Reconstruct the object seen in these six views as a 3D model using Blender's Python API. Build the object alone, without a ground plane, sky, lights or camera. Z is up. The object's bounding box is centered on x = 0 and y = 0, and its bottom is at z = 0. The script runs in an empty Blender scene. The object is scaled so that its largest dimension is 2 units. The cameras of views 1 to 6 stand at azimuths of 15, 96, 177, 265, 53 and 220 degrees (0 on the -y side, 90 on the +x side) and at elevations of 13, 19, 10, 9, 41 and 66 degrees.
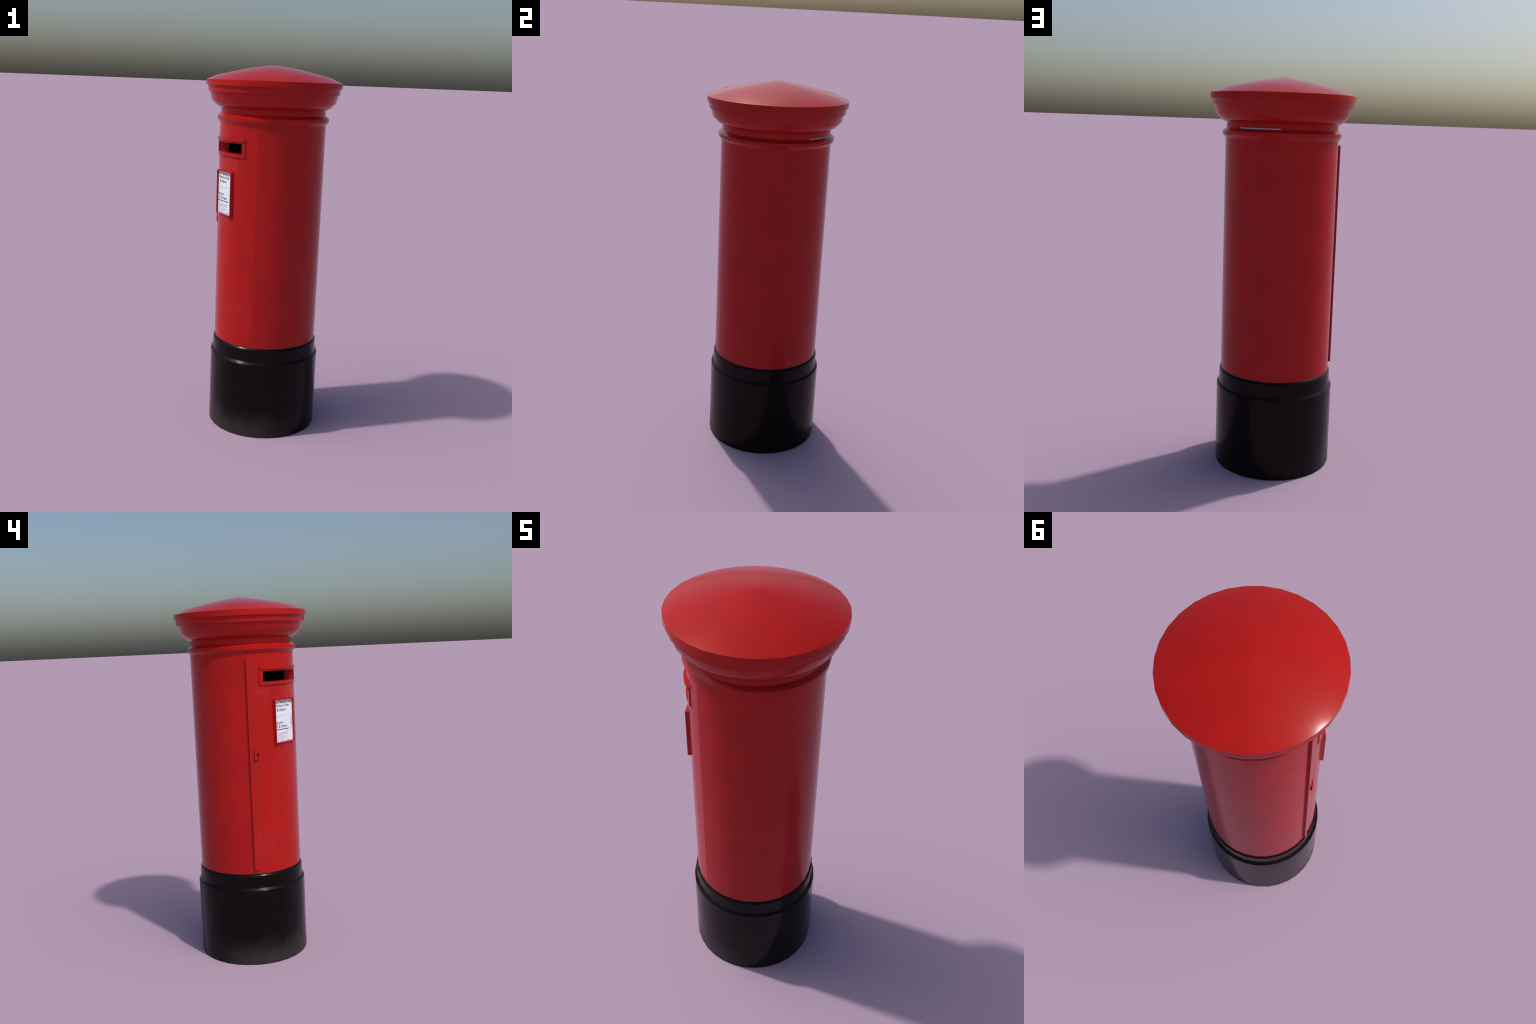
# Cast-iron pillar post box: black plinth, red 32-sided shaft with a door on the
# front quarter, collar, moulded cap with a shallow dome, letter slot, notice
# frame with a collection-times card, and a small lock plate.
import bpy, bmesh, math
from mathutils import Vector

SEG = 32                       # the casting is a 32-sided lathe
STEP = 360.0 / SEG             # azimuth 0 = -y, 90 = +x
R_BODY = 0.2850
Z_RED0, Z_RED1 = 0.507, 1.700
DOOR_A0, DOOR_A1 = -90.0, 0.0
DOOR_Z0, DOOR_Z1 = 0.534, 1.676
DOOR_PROUD = 0.0
FRONT = -45.0


def polar(az, r, z=0.0):
    a = math.radians(az)
    return Vector((r * math.sin(a), -r * math.cos(a), z))


def facet(az, r, z=0.0):
    """Point at azimuth az on the flat-sided 32-gon whose corners have radius r."""
    k = math.floor(az / STEP)
    mid = (k + 0.5) * STEP
    rr = r * math.cos(math.radians(STEP / 2)) / math.cos(math.radians(az - mid))
    return polar(az, rr, z)


def az_cuts(a0, a1, extra=()):
    s = {round(a0, 4), round(a1, 4)} | {round(e, 4) for e in extra}
    k = math.ceil(a0 / STEP - 1e-6)
    while k * STEP < a1 + 1e-6:
        s.add(round(k * STEP, 4))
        k += 1
    return sorted(x for x in s if a0 - 1e-4 <= x <= a1 + 1e-4)


# ------------------------------------------------------------------ materials
def new_mat(name):
    m = bpy.data.materials.new(name)
    m.use_nodes = True
    nt = m.node_tree
    nt.nodes.clear()
    out = nt.nodes.new("ShaderNodeOutputMaterial")
    b = nt.nodes.new("ShaderNodeBsdfPrincipled")
    nt.links.new(b.outputs[0], out.inputs[0])
    return m, nt, b


def mth(nt, op, a, b=None, c=None, clamp=False):
    n = nt.nodes.new("ShaderNodeMath")
    n.operation = op
    n.use_clamp = clamp
    for i, v in enumerate((a, b, c)):
        if v is None:
            continue
        if isinstance(v, (int, float)):
            n.inputs[i].default_value = v
        else:
            nt.links.new(v, n.inputs[i])
    return n.outputs[0]


def ramp(nt, fac, p0, p1, v0=0.0, v1=1.0):
    n = nt.nodes.new("ShaderNodeMapRange")
    n.interpolation_type = "SMOOTHSTEP"
    nt.links.new(fac, n.inputs[0])
    for i, v in enumerate((p0, p1, v0, v1)):
        n.inputs[i + 1].default_value = v
    return n.outputs[0]


def mix(nt, fac, a, b):
    n = nt.nodes.new("ShaderNodeMix")
    n.data_type = "RGBA"
    if isinstance(fac, (int, float)):
        n.inputs[0].default_value = fac
    else:
        nt.links.new(fac, n.inputs[0])
    for i, v in ((6, a), (7, b)):
        if isinstance(v, tuple):
            n.inputs[i].default_value = (*v, 1.0)
        else:
            nt.links.new(v, n.inputs[i])
    return n.outputs[2]


def coords(nt):
    tc = nt.nodes.new("ShaderNodeTexCoord")
    sp = nt.nodes.new("ShaderNodeSeparateXYZ")
    nt.links.new(tc.outputs["Object"], sp.inputs[0])
    return tc.outputs["Object"], sp.outputs


def noise(nt, vec, scale, detail=4.0, rough=0.55, stretch=None):
    if stretch:
        mp = nt.nodes.new("ShaderNodeMapping")
        mp.inputs["Scale"].default_value = stretch
        nt.links.new(vec, mp.inputs[0])
        vec = mp.outputs[0]
    n = nt.nodes.new("ShaderNodeTexNoise")
    n.inputs["Scale"].default_value = scale
    n.inputs["Detail"].default_value = detail
    n.inputs["Roughness"].default_value = rough
    nt.links.new(vec, n.inputs["Vector"])
    return n.outputs[0]


RED = (0.414, 0.0096, 0.0076)
RED_DEEP = (0.374, 0.0090, 0.0074)
DUST = (0.40, 0.060, 0.055)


def red_paint(name, patches=(), seam=False, edge_line=False):
    """Gloss red enamel, faintly mottled; patches = (x, y, z, radius, amount) of chalky dust."""
    m, nt, b = new_mat(name)
    v, (x, y, z) = coords(nt)
    col = mix(nt, ramp(nt, noise(nt, v, 7.0, 5.0, 0.6), 0.35, 0.70), RED_DEEP, RED)
    fine = noise(nt, v, 38.0, 6.0, 0.7)
    rough = mth(nt, "MULTIPLY_ADD", fine, 0.04, 0.15)
    for (px, py, pz, rad, amt) in patches:
        d = nt.nodes.new("ShaderNodeVectorMath")
        d.operation = "DISTANCE"
        nt.links.new(v, d.inputs[0])
        d.inputs[1].default_value = (px, py, pz)
        fall = ramp(nt, d.outputs["Value"], rad, rad * 0.15)
        grain = ramp(nt, noise(nt, v, 24.0, 7.0, 0.72, (1, 1, 0.8)), 0.38, 0.76)
        fac = mth(nt, "MULTIPLY", mth(nt, "MULTIPLY", fall, grain), amt)
        col = mix(nt, fac, col, DUST)
    if edge_line:
        # brownish dark band and line along the inner side of the hinge strip, patchy up its height
        left = mth(nt, "LESS_THAN", x, -0.2)
        g = ramp(nt, noise(nt, v, 5.0, 5.0, 0.65, (1, 1, 0.8)), 0.38, 0.62)
        soft = mth(nt, "MULTIPLY", mth(nt, "MULTIPLY", ramp(nt, y, -0.052, -0.0215), mth(nt, "LESS_THAN", y, -0.0206)), ramp(nt, noise(nt, v, 45.0, 6.0, 0.7), 0.36, 0.66, 0.2, 1.0))
        fac = mth(nt, "MULTIPLY", mth(nt, "MULTIPLY", soft, left), mth(nt, "MULTIPLY", g, 0.45))
        col = mix(nt, fac, col, (0.25, 0.040, 0.030))
        line = mth(nt, "MULTIPLY", mth(nt, "LESS_THAN", mth(nt, "ABSOLUTE", mth(nt, "ADD", y, 0.0215)), 0.0016), left)
        col = mix(nt, mth(nt, "MULTIPLY", mth(nt, "MULTIPLY", line, g), 0.6), col, (0.18, 0.025, 0.018))
        # hairline gap above and below the free corner of the door
        gap = mth(nt, "MAXIMUM", mth(nt, "LESS_THAN", z, DOOR_Z0 + 0.0013), mth(nt, "GREATER_THAN", z, DOOR_Z1 - 0.0013))
        gap = mth(nt, "MULTIPLY", gap, ramp(nt, x, -0.062, -0.045))
        col = mix(nt, mth(nt, "MULTIPLY", gap, 0.6), col, (0.10, 0.006, 0.006))
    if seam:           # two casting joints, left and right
        s = mth(nt, "LESS_THAN", mth(nt, "ABSOLUTE", y), 0.0012)
        col = mix(nt, mth(nt, "MULTIPLY", s, 0.45), col, (0.12, 0.006, 0.006))
    nt.links.new(col, b.inputs["Base Color"])
    nt.links.new(rough, b.inputs["Roughness"])
    b.inputs["Specular IOR Level"].default_value = 0.2
    return m


def black_paint(name):
    m, nt, b = new_mat(name)
    v, (x, y, z) = coords(nt)
    base = mix(nt, ramp(nt, noise(nt, v, 9.0, 5.0, 0.6), 0.35, 0.7), (0.0030, 0.0018, 0.0016), (0.0046, 0.0028, 0.0025))
    # splashed road dirt, ragged upper limit
    lim = mth(nt, "MULTIPLY_ADD", noise(nt, v, 7.0, 7.0, 0.68), 0.16, 0.015)
    splash = ramp(nt, mth(nt, "SUBTRACT", lim, z), -0.07, 0.085)
    front = ramp(nt, mth(nt, "ADD", x, y), 0.10, -0.24, 0.05, 1.0)
    grain = ramp(nt, noise(nt, v, 55.0, 7.0, 0.75), 0.28, 0.66, 0.65, 1.0)
    fac = mth(nt, "MULTIPLY", mth(nt, "MULTIPLY", splash, front), grain)
    col = mix(nt, mth(nt, "MULTIPLY", fac, 0.75), base, (0.044, 0.041, 0.040))
    scuff = ramp(nt, noise(nt, v, 30.0, 8.0, 0.8), 0.62, 0.78)
    col = mix(nt, mth(nt, "MULTIPLY", scuff, 0.25), col, (0.03, 0.027, 0.024))
    nt.links.new(col, b.inputs["Base Color"])
    r = mth(nt, "MULTIPLY_ADD", noise(nt, v, 40.0, 6.0, 0.7), 0.07, 0.125)
    b.inputs["Specular IOR Level"].default_value = 0.14
    r = mth(nt, "ADD", r, mth(nt, "MULTIPLY", fac, 0.25))
    nt.links.new(r, b.inputs["Roughness"])
    bp = nt.nodes.new("ShaderNodeBump")
    bp.inputs["Strength"].default_value = 0.06
    bp.inputs["Distance"].default_value = 0.004
    nt.links.new(noise(nt, v, 60.0, 4.0, 0.6), bp.inputs["Height"])
    nt.links.new(bp.outputs[0], b.inputs["Normal"])
    return m


def flat_mat(name, col, rough=0.6, spec=0.5):
    m, nt, b = new_mat(name)
    v, _ = coords(nt)
    c2 = tuple(c * 0.85 for c in col)
    nt.links.new(mix(nt, noise(nt, v, 60.0, 3.0), col, c2), b.inputs["Base Color"])
    b.inputs["Roughness"].default_value = rough
    b.inputs["Specular IOR Level"].default_value = spec
    return m


def paper_mat(name):
    m, nt, b = new_mat(name)
    v, (x, y, z) = coords(nt)
    col = mix(nt, ramp(nt, noise(nt, v, 18.0, 4.0), 0.35, 0.7), (0.76, 0.83, 0.92), (0.73, 0.78, 0.86))
    # weathered right margin and a faint pink stain low down
    t = mth(nt, "MULTIPLY", mth(nt, "SUBTRACT", x, y), 0.70711)
    edge = mth(nt, "MULTIPLY", ramp(nt, t, 0.045, 0.074), ramp(nt, mth(nt, "ABSOLUTE", mth(nt, "SUBTRACT", z, 1.325)), 0.045, 0.01))
    edge = mth(nt, "MULTIPLY", edge, ramp(nt, noise(nt, v, 40.0, 5.0), 0.3, 0.6, 0.3, 0.75))
    col = mix(nt, edge, col, (0.40, 0.43, 0.44))
    pink = mth(nt, "MULTIPLY", ramp(nt, t, 0.035, 0.068), ramp(nt, z, 1.252, 1.232))
    col = mix(nt, mth(nt, "MULTIPLY", pink, 0.28), col, (0.80, 0.55, 0.68))
    grey = mth(nt, "MULTIPLY", ramp(nt, z, 1.415, 1.436), 0.45)  # shadow of the frame's top edge, painted grey onto the card
    col = mix(nt, mth(nt, "MULTIPLY", grey, ramp(nt, noise(nt, v, 35.0, 4.0), 0.3, 0.6, 0.5, 1.0)), col, (0.42, 0.44, 0.52))
    # greyed margin all round
    side = ramp(nt, mth(nt, "ABSOLUTE", t), 0.0665, 0.0755)
    ends = ramp(nt, mth(nt, "ABSOLUTE", mth(nt, "SUBTRACT", z, 1.3305)), 0.1035, 0.1135)
    rim = mth(nt, "MULTIPLY", mth(nt, "MAXIMUM", side, ends), ramp(nt, noise(nt, v, 50.0, 5.0, 0.65), 0.3, 0.65, 0.25, 0.7))
    col = mix(nt, rim, col, (0.33, 0.34, 0.37))
    nt.links.new(col, b.inputs["Base Color"])
    b.inputs["Roughness"].default_value = 0.45
    return m


fr = polar(FRONT, 0.285)
M_RED = red_paint("red_enamel")
M_DOOR = red_paint("red_enamel_door", patches=(
    (fr.x + 0.03, fr.y - 0.03, 1.50, 0.11, 0.50),
    (-0.27, -0.09, 1.47, 0.07, 0.45),
    (-0.28, -0.05, 0.66, 0.14, 0.32),
    (fr.x, fr.y, 1.17, 0.10, 0.45),
    (-0.10, -0.267, 0.70, 0.14, 0.28)), edge_line=True)
M_RIM = red_paint("red_enamel_rim", seam=True)
M_BLACK = black_paint("black_enamel")
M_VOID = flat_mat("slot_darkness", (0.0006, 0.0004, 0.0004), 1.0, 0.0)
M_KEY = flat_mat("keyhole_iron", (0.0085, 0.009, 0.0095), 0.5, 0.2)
M_PAPER = paper_mat("notice_card")
M_INK = flat_mat("printing_ink", (0.022, 0.022, 0.032), 0.5, 0.2)
M_GREY = flat_mat("small_print_ink", (0.46, 0.46, 0.53), 0.5)
M_GREY2 = flat_mat("badge_ink", (0.16, 0.16, 0.20), 0.5)
M_BLUE = flat_mat("blue_stamp_ink", (0.35, 0.55, 0.85), 0.5)
M_PALE = flat_mat("pale_blue_grey", (0.36, 0.46, 0.60), 0.45)


# ------------------------------------------------------------------ builders
def empty(name, parent=None):
    o = bpy.data.objects.new(name, None)
    bpy.context.scene.collection.objects.link(o)
    o.parent = parent
    return o


def obj_from(name, verts, faces, mat, parent, normals=None, smooth=True):
    me = bpy.data.meshes.new(name)
    me.from_pydata([tuple(v) for v in verts], [], faces)
    me.materials.append(mat)
    for p in me.polygons:
        p.use_smooth = smooth
    me.update()
    if normals is not None:
        me.normals_split_custom_set_from_vertices([tuple(n) for n in normals])
    o = bpy.data.objects.new(name, me)
    bpy.context.scene.collection.objects.link(o)
    o.parent = parent
    return o


def lathe(name, groups, mat, parent, slopes=None):
    """Turn profile groups round z. Within a group the surface is smooth; groups
    meet in a crisp edge. A point with r = 0 closes the surface. slopes: optional
    fall of the shading normal at each profile point, outwards."""
    V, F, N = [], [], []
    for prof in groups:
        rows = []
        for i, (r, z) in enumerate(prof):
            if slopes:
                N += [(polar(k * STEP, slopes[i]) + Vector((0, 0, 1))).normalized()
                      for k in range(SEG if r > 1e-6 else 1)]
            if r < 1e-6:
                rows.append([len(V)] * SEG)
                V.append(Vector((0, 0, z)))
            else:
                rows.append(list(range(len(V), len(V) + SEG)))
                V += [polar(k * STEP, r, z) for k in range(SEG)]
        for a, b in zip(rows, rows[1:]):
            for k in range(SEG):
                q = [a[k], a[(k + 1) % SEG], b[(k + 1) % SEG], b[k]]
                f = []
                for i in q:
                    if i not in f:
                        f.append(i)
                F.append(f)
    return obj_from(name, V, F, mat, parent, N or None)


def vnorm(az, lo=None, hi=None):
    """Azimuth of the smoothed normal; panels that end at lo / hi do not blend past them."""
    def corner(k):
        a = k * STEP
        if lo is not None and a <= lo + 1e-4:
            return a + STEP / 2
        if hi is not None and a >= hi - 1e-4:
            return a - STEP / 2
        return a
    k = math.floor(az / STEP + 1e-6)
    t = az / STEP - k
    if t < 1e-4:
        return corner(k)
    return corner(k) * (1 - t) + corner(k + 1) * t


def panel_grid(V, N, F, azs, zs, r, lo=None, hi=None, skip=None):
    base = len(V)
    for a in azs:
        na = vnorm(a, lo, hi)
        for z in zs:
            V.append(facet(a, r, z))
            N.append(polar(na, 1.0))
    nz = len(zs)
    for i in range(len(azs) - 1):
        for j in range(nz - 1):
            if skip and skip((azs[i] + azs[i + 1]) / 2, (zs[j] + zs[j + 1]) / 2):
                continue
            p = base + i * nz + j
            F.append([p, p + nz, p + nz + 1, p + 1])


N_F = polar(FRONT, 1.0)                       # outward direction of the front
T_F = Vector((-N_F.y, N_F.x, 0.0))            # to the right, seen from the front


def arc_block(name, half, z0, z1, proud, mat, parent, hole=None):
    """Raised plate: a patch of the shaft pushed straight out along the front
    direction, crisp edged, optional hole (half angle, z0, z1) right through."""
    a0, a1 = FRONT - half, FRONT + half
    ha0, ha1 = (FRONT - hole[0], FRONT + hole[0]) if hole else (0, 0)
    azs = az_cuts(a0, a1, (ha0, ha1) if hole else ())
    zs = sorted({z0, z1} | (set(hole[1:]) if hole else set()))
    V, N, F = [], [], []
    panel_grid(V, N, F, azs, zs, R_BODY,
               skip=(lambda a, z: ha0 < a < ha1 and hole[1] < z < hole[2]) if hole else None)
    V[:] = [p + N_F * proud for p in V]

    def wall(pts, nrm):
        s = len(V)
        for a, z in pts:
            for d in (proud, -0.004):
                V.append(facet(a, R_BODY, z) + N_F * d)
                N.append(nrm)
        for i in range(len(pts) - 1):
            p = s + 2 * i
            f = [p, p + 1, p + 3, p + 2]
            g = (V[f[1]] - V[f[0]]).cross(V[f[3]] - V[f[0]])
            F.append(f if g.dot(nrm) > 0 else f[::-1])
    up = Vector((0, 0, 1))
    wall([(a, z1) for a in azs], up)
    wall([(a, z0) for a in azs], -up)
    wall([(a0, z0), (a0, z1)], -T_F)
    wall([(a1, z0), (a1, z1)], T_F)
    return obj_from(name, V, F, mat, parent, N)


def prism(name, plan, z0, z1, mat, parent):
    """Vertical prism over a convex plan outline (list of Vectors, anticlockwise from above)."""
    n = len(plan)
    V = [Vector((p.x, p.y, z0)) for p in plan] + [Vector((p.x, p.y, z1)) for p in plan]
    F = [[i, (i + 1) % n, n + (i + 1) % n, n + i] for i in range(n)]
    F += [list(range(n))[::-1], list(range(n, 2 * n))]
    o = obj_from(name, V, F, mat, parent, smooth=False)
    bm = bmesh.new()
    bm.from_mesh(o.data)
    bmesh.ops.recalc_face_normals(bm, faces=bm.faces)
    bm.to_mesh(o.data)
    bm.free()
    return o


def front_pt(t, z, n):
    return N_F * n + T_F * t + Vector((0, 0, z))


# ------------------------------------------------------------------ the thing
box = empty("pillar_post_box")
box["label"] = "red cylindrical street post box with black base and domed cap"
box["category"] = "post box"

# plinth --------------------------------------------------------------------
lathe("base", [
    [(0.0, 0.0), (0.3054, 0.0)],
    [(0.3054, 0.0), (0.3051, 0.4195)],
    [(0.3051, 0.4195), (0.2942, 0.4320)],
    [(0.2942, 0.4320), (0.2922, 0.4975)],
    [(0.2922, 0.4975), (0.2850, 0.5105), (0.280, 0.5115)],
], M_BLACK, box)

# shaft: full ring except the door quarter ----------------------------------
V, N, F = [], [], []
panel_grid(V, N, F, az_cuts(DOOR_A1, DOOR_A0 + 360), [DOOR_Z0, DOOR_Z1], R_BODY, DOOR_A1, DOOR_A0 + 360)
panel_grid(V, N, F, az_cuts(0, 360), [Z_RED0, DOOR_Z0], R_BODY)
panel_grid(V, N, F, az_cuts(0, 360), [DOOR_Z1, Z_RED1], R_BODY)
obj_from("shaft", V, F, M_RED, box, N)

# collar, neck, cap ----------------------------------------------------------
lathe("collar", [
    [(R_BODY, Z_RED1 - 0.002), (0.3002, 1.7155)],
    [(0.3002, 1.7155), (0.3002, 1.7318)],
    [(0.3002, 1.7318), (0.2810, 1.7478)],
], M_RED, box)
neck = lathe("neck", [[(0.2810, 1.7445), (0.2808, 1.7745)]], M_RED, box)

strip_v, strip_n, strip_f = [], [], []
panel_grid(strip_v, strip_n, strip_f, az_cuts(131.5, 176.0), [1.7455, 1.7515], 0.2824)
obj_from("pale_blue_streak", strip_v, strip_f, M_PALE, neck, strip_n)

cap = empty("cap", box)
lathe("cap_moulding", [
    [(0.2806, 1.7730), (0.3075, 1.7880), (0.3330, 1.8150), (0.3426, 1.8560)],
    [(0.3426, 1.8560), (0.3511, 1.8560)],
    [(0.3511, 1.8560), (0.3541, 1.8885)],
], M_RED, cap)
lathe("cap_rim", [
    [(0.3530, 1.8885), (0.3632, 1.8885)],
    [(0.3632, 1.8885), (0.3632, 1.9170)],
], M_RIM, cap)
lathe("cap_dome", [
    [(0.3632, 1.9170), (0.3000, 1.9442), (0.1450, 1.9800), (0.0250, 1.9998), (0.0, 2.0000)],
], M_RED, cap, slopes=(0.416, 0.315, 0.185, 0.10, 0.0))

# door ------------------------------------------------------------------------
SLOT_HALF = 27.85
SLOT = (FRONT - SLOT_HALF, FRONT + SLOT_HALF, 1.5455, 1.6000)          # mouth of the letter slot
FW, FZ0, FZ1 = 0.0803, 1.2130, 1.4480           # notice frame half width and heights
fa = math.degrees(math.asin((FW - 0.002) / R_BODY))
azs = az_cuts(DOOR_A0, DOOR_A1, (SLOT[0], SLOT[1], FRONT - fa, FRONT + fa))
zs = [DOOR_Z0, FZ0 + 0.002, FZ1 - 0.002, SLOT[2], SLOT[3], DOOR_Z1]


def door_hole(a, z):
    if SLOT[0] < a < SLOT[1] and SLOT[2] < z < SLOT[3]:
        return True
    return abs(a - FRONT) < fa and FZ0 + 0.002 < z < FZ1 - 0.002


V, N, F = [], [], []
RD = R_BODY + DOOR_PROUD
panel_grid(V, N, F, azs, zs, RD, DOOR_A0, DOOR_A1, door_hole)


door = obj_from("door", V, F, M_DOOR, box, N)

# cover strip up the hinge side: tall outer edge, falling towards the door
prism("hinge_strip", [Vector((-0.2978, 0.0012, 0)), Vector((-0.280, 0.0012, 0)),
                      Vector((-0.280, -0.0212, 0)), Vector((-0.2935, -0.0200, 0))],
      DOOR_Z0 - 0.001, DOOR_Z1 - 0.0005, M_DOOR, door)

# lock plate, set square to the front so its outer edge stands proud ----------
pl, pr = Vector((-0.3000, -0.0234, 0)), Vector((-0.2806, -0.0550, 0))
lock = prism("lock_plate", [pl, Vector((-0.276, -0.0228, 0)), Vector((-0.276, -0.0550, 0)), pr], 1.1385, 1.1885, M_RED, box)
lu = (pr - pl).normalized()
ln = Vector((lu.y, -lu.x, 0))
if ln.dot(pl) < 0:
    ln = -ln
kc = pl.lerp(pr, 0.60) + Vector((0, 0, 1.1670))


def key_outline():
    """Round eye with a straight ward below."""
    pts = []
    for i in range(21):
        a = math.radians(-58 + 296 * i / 20)
        pts.append((0.0074 * math.cos(a), 0.0096 * math.sin(a)))
    pts += [(-0.0030, -0.0185), (-0.0015, -0.0207), (0.0015, -0.0207), (0.0030, -0.0185)]
    return pts


ko = key_outline()
V = [kc + lu * u + Vector((0, 0, w)) + ln * 0.0008 for u, w in ko] + \
    [kc + lu * u + Vector((0, 0, w)) - ln * 0.003 for u, w in ko]
n = len(ko)
F = [list(range(n))] + [[i, n + i, n + (i + 1) % n, (i + 1) % n] for i in range(n)]
key = obj_from("keyhole", V, F, M_KEY, lock, smooth=False)

# letter slot -------------------------------------------------------------------
slot = empty("letter_slot", box)
hole = (SLOT_HALF, SLOT[2], SLOT[3])
arc_block("slot_plate", 32.5, 1.5250, 1.6205, 0.0030, M_DOOR, slot, hole)
SURROUND_PROUD = 0.0066
arc_block("slot_surround", 31.6, 1.5290, 1.6200, SURROUND_PROUD, M_DOOR, slot, hole)
arc_block("slot_hood", 31.5, 1.6105, 1.6212, 0.0125, M_DOOR, slot)

# throat: four walls running in towards the axis, then the unlit hollow inside
R_IN = 0.235
zb, zt = SLOT[2], SLOT[3]
Vc, Fc = [], []
ta = az_cuts(SLOT[0], SLOT[1])


def throat_wall(pts):
    """Strip of wall from the mouth to the inner edge along a run of (azimuth, z)."""
    s = len(Vc)
    for a, z in pts:
        Vc.extend((facet(a, R_BODY, z) + N_F * SURROUND_PROUD, facet(a, R_IN, z)))
    for i in range(len(pts) - 1):
        p = s + 2 * i
        Fc.append([p, p + 1, p + 3, p + 2])


throat_wall([(a, zb) for a in reversed(ta)])
throat_wall([(a, zt) for a in ta])
throat_wall([(SLOT[0], zb), (SLOT[0], zt)])
throat_wall([(SLOT[1], zt), (SLOT[1], zb)])
obj_from("slot_throat", Vc, Fc, M_RED, slot, smooth=False)
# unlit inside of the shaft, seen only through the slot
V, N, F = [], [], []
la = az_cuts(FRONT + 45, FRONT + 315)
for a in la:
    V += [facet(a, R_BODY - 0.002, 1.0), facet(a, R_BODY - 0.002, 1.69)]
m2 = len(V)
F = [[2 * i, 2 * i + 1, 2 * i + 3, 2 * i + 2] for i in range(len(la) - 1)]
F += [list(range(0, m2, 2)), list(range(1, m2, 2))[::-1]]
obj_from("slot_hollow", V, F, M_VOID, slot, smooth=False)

# notice frame and card ------------------------------------------------------
notice = empty("notice_board", box)
NF, NP, BORD = 0.2893, 0.2806, 0.0050
V, F = [], []
out = [(-FW, FZ0), (FW, FZ0), (FW, FZ1), (-FW, FZ1)]
inn = [(-FW + BORD, FZ0 + BORD), (FW - BORD, FZ0 + BORD), (FW - BORD, FZ1 - BORD), (-FW + BORD, FZ1 - BORD)]
for ringp, nn in ((out, 0.262), (out, NF), (inn, NF), (inn, NP - 0.003)):
    V += [front_pt(t, z, nn) for t, z in ringp]
for lv in range(3):
    for i in range(4):
        j = (i + 1) % 4
        F.append([lv * 4 + i, lv * 4 + j, lv * 4 + 4 + j, lv * 4 + 4 + i])
frame = obj_from("notice_frame", V, F, M_RED, notice, smooth=False)
CW, CZ0, CZ1 = FW - BORD, FZ0 + BORD, FZ1 - BORD
V = [front_pt(t, z, nn) for nn in (NP, NP - 0.0015) for t, z in
     ((-CW, CZ0), (CW, CZ0), (CW, CZ1), (-CW, CZ1))]
F = [[0, 1, 2, 3], [7, 6, 5, 4]] + [[i, 4 + i, 4 + (i + 1) % 4, (i + 1) % 4] for i in range(4)]
obj_from("notice_card", V, F, M_PAPER, notice, smooth=False)

CH = CZ1 - CZ0


def z_at(frac):
    return CZ1 - frac * CH


def text_mesh(body):
    cu = bpy.data.curves.new("tmp_text", "FONT")
    cu.body = body
    o = bpy.data.objects.new("tmp_text", cu)
    bpy.context.scene.collection.objects.link(o)
    bpy.context.view_layer.update()
    dg = bpy.context.evaluated_depsgraph_get()
    me = bpy.data.meshes.new_from_object(o.evaluated_get(dg))
    bpy.data.objects.remove(o)
    bpy.data.curves.remove(cu)
    return me


def lettering(name, body, t0, t1, z_base, height, mat=M_INK, bold=0.0, digit_h=0.70):
    """Printed word from t0 to t1; height is the cap height."""
    me = text_mesh(body)
    xs = [v.co.x for v in me.vertices]
    x0, x1 = min(xs), max(xs)
    sx, sy = (t1 - t0) / (x1 - x0), height / digit_h
    copies = [(0, 0.0)] if not bold else [(-bold, 0.0), (0, 0.00004), (bold, 0.00008)]
    V, F = [], []
    for dx, dn in copies:
        s = len(V)
        V += [front_pt(t0 + (v.co.x - x0) * sx + dx, z_base + v.co.y * sy, NP + 0.0003 + dn) for v in me.vertices]
        F += [[s + i for i in p.vertices] for p in me.polygons]
    bpy.data.meshes.remove(me)
    return obj_from(name, V, F, mat, notice, smooth=False)


def bars(name, rects, mat):
    V, F = [], []
    for t0, t1, z0, z1 in rects:
        s = len(V)
        V += [front_pt(t, z, NP + 0.0003) for t, z in ((t0, z0), (t1, z0), (t1, z1), (t0, z1))]
        F.append([s, s + 1, s + 2, s + 3])
    o = obj_from(name, V, F, mat, notice, smooth=False)
    return o


def hsh(i):
    return math.modf(math.sin(i * 12.9898 + 4.1) * 43758.5453)[0] % 1.0


def print_rows(t0, t1, fracs, h, seed):
    """Rows of word-length dashes standing for print too small to read."""
    out = []
    for r, f in enumerate(fracs):
        t = t0
        i = 0
        end = t1 - (t1 - t0) * 0.5 * (hsh(seed + r * 7) if r == len(fracs) - 1 and len(fracs) > 1 else 0.04)
        while t < end - 0.002:
            w = 0.003 + 0.008 * hsh(seed * 3 + r * 31 + i)
            out.append((t, min(t + w, end), z_at(f) - h / 2, z_at(f) + h / 2))
            t += w + 0.0016
            i += 1
    return out


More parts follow.
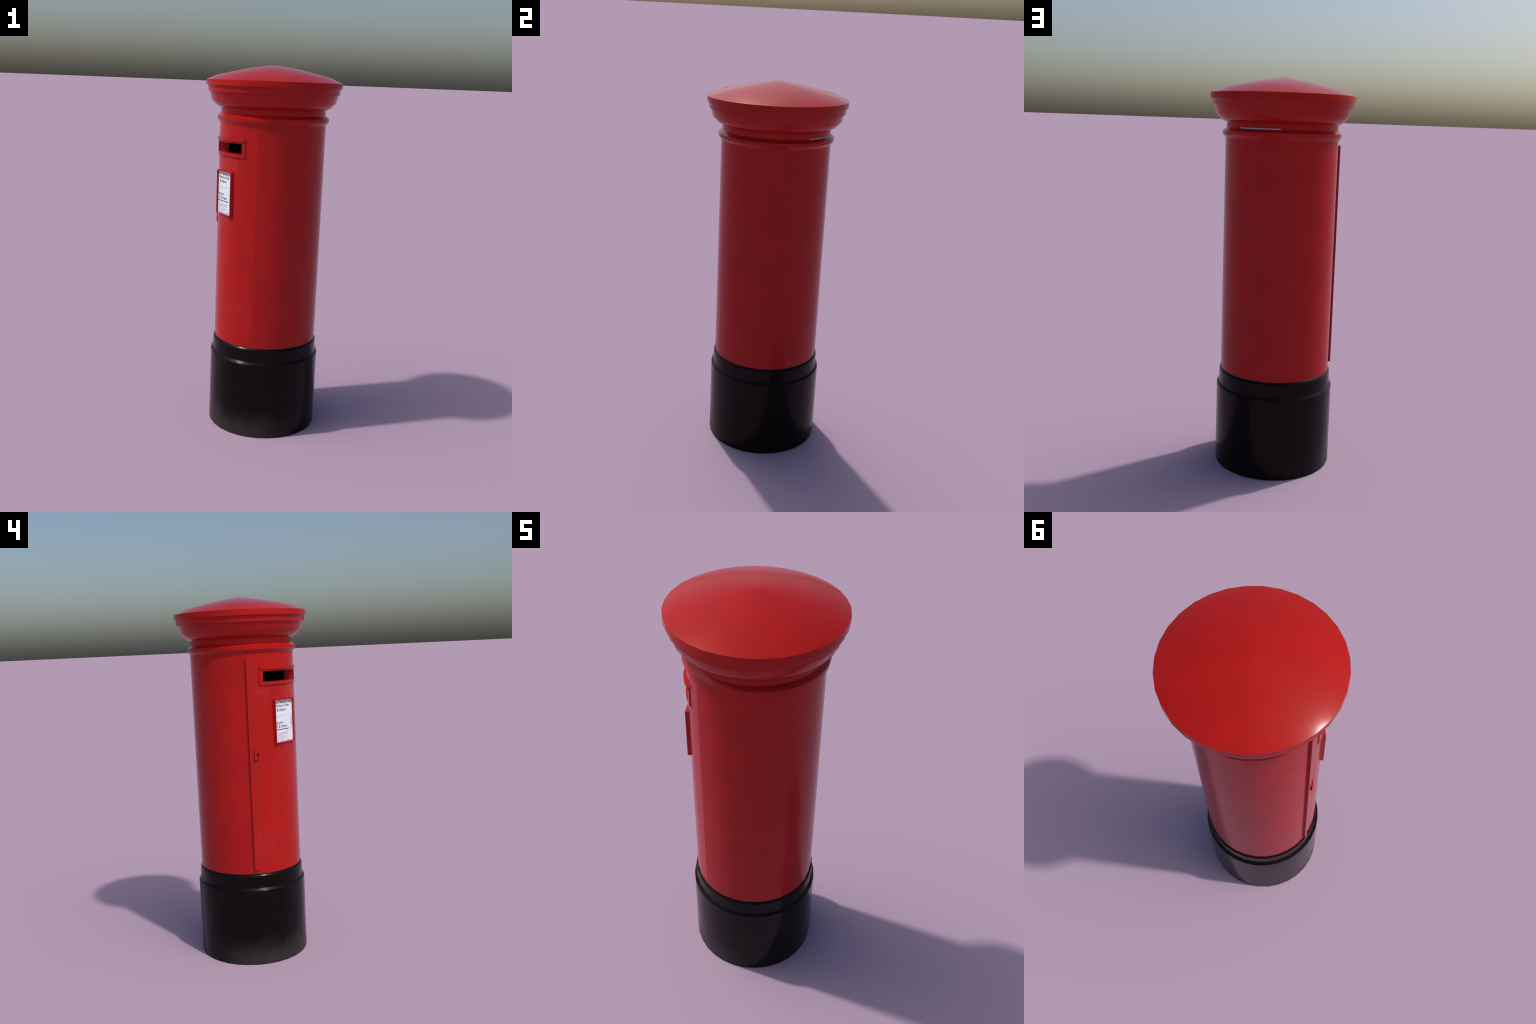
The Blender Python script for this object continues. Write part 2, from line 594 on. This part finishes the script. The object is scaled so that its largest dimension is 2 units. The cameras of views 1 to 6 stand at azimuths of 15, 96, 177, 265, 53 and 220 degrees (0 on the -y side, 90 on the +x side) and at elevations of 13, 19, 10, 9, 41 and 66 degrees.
lettering("heading_lettering", "Last Collection Time", -0.0705, 0.0715, z_at(0.078), 0.0105, bold=0.0007)
lettering("weekday_lettering", "Monday to Friday", -0.0650, 0.0490, z_at(0.158), 0.0105, bold=0.0005)
lettering("time_lettering", "6", -0.0580, -0.0450, z_at(0.268), 0.0190, bold=0.0006)
lettering("time_lettering", ".30pm", -0.0430, 0.0160, z_at(0.262), 0.0135, bold=0.0004)
lettering("weekday_lettering", "Saturday", -0.0690, -0.0100, z_at(0.556), 0.0105, bold=0.0005)
lettering("time_lettering", "12", -0.0610, -0.0330, z_at(0.664), 0.0190, bold=0.0006)
lettering("time_lettering", ".30pm", -0.0310, 0.0275, z_at(0.655), 0.0135, bold=0.0004)
bars("ruled_line", [(-0.0725, 0.0730, z_at(0.0985), z_at(0.0935)), (0.0415, 0.0735, z_at(0.7055), z_at(0.7010))], M_GREY)
bars("ruled_bar", [(-0.0725, 0.0410, z_at(0.7115), z_at(0.6935))], M_INK)
rows = print_rows(-0.068, 0.068, (0.375,), 0.0021, 3) + print_rows(-0.068, -0.030, (0.420,), 0.0021, 5)
rows += print_rows(-0.062, -0.045, (0.745,), 0.0016, 8) + print_rows(0.012, 0.034, (0.735,), 0.0016, 9)
rows += print_rows(-0.067, 0.036, (0.775, 0.793, 0.811, 0.829, 0.847), 0.0019, 11)
rows += print_rows(-0.067, 0.036, (0.880, 0.898, 0.916), 0.0019, 23)
rows += print_rows(-0.067, 0.006, (0.950, 0.967), 0.0019, 37)
rows += print_rows(0.045, 0.064, (0.775,), 0.0026, 41)
sp = bars("small_print", rows, M_GREY)
sp["kind"] = "stuff"


def blob(name, t, z, pts, mat):
    V = [front_pt(t + a, z + b, NP + 0.0003) for a, b in pts]
    obj_from(name, V, [list(range(len(V)))], mat, notice, smooth=False)


blob("printed_badge", 0.031, z_at(0.985), [(-0.0075, 0.0), (0.0075, 0.0), (0.006, 0.0035), (0.002, 0.0055), (0.0, 0.0075), (-0.002, 0.0055), (-0.006, 0.0035)], M_GREY2)
blob("stamp_mark", 0.046, z_at(0.915), [(-0.002, 0.0), (0.001, -0.001), (0.003, 0.003), (0.002, 0.007), (-0.001, 0.006)], M_BLUE)
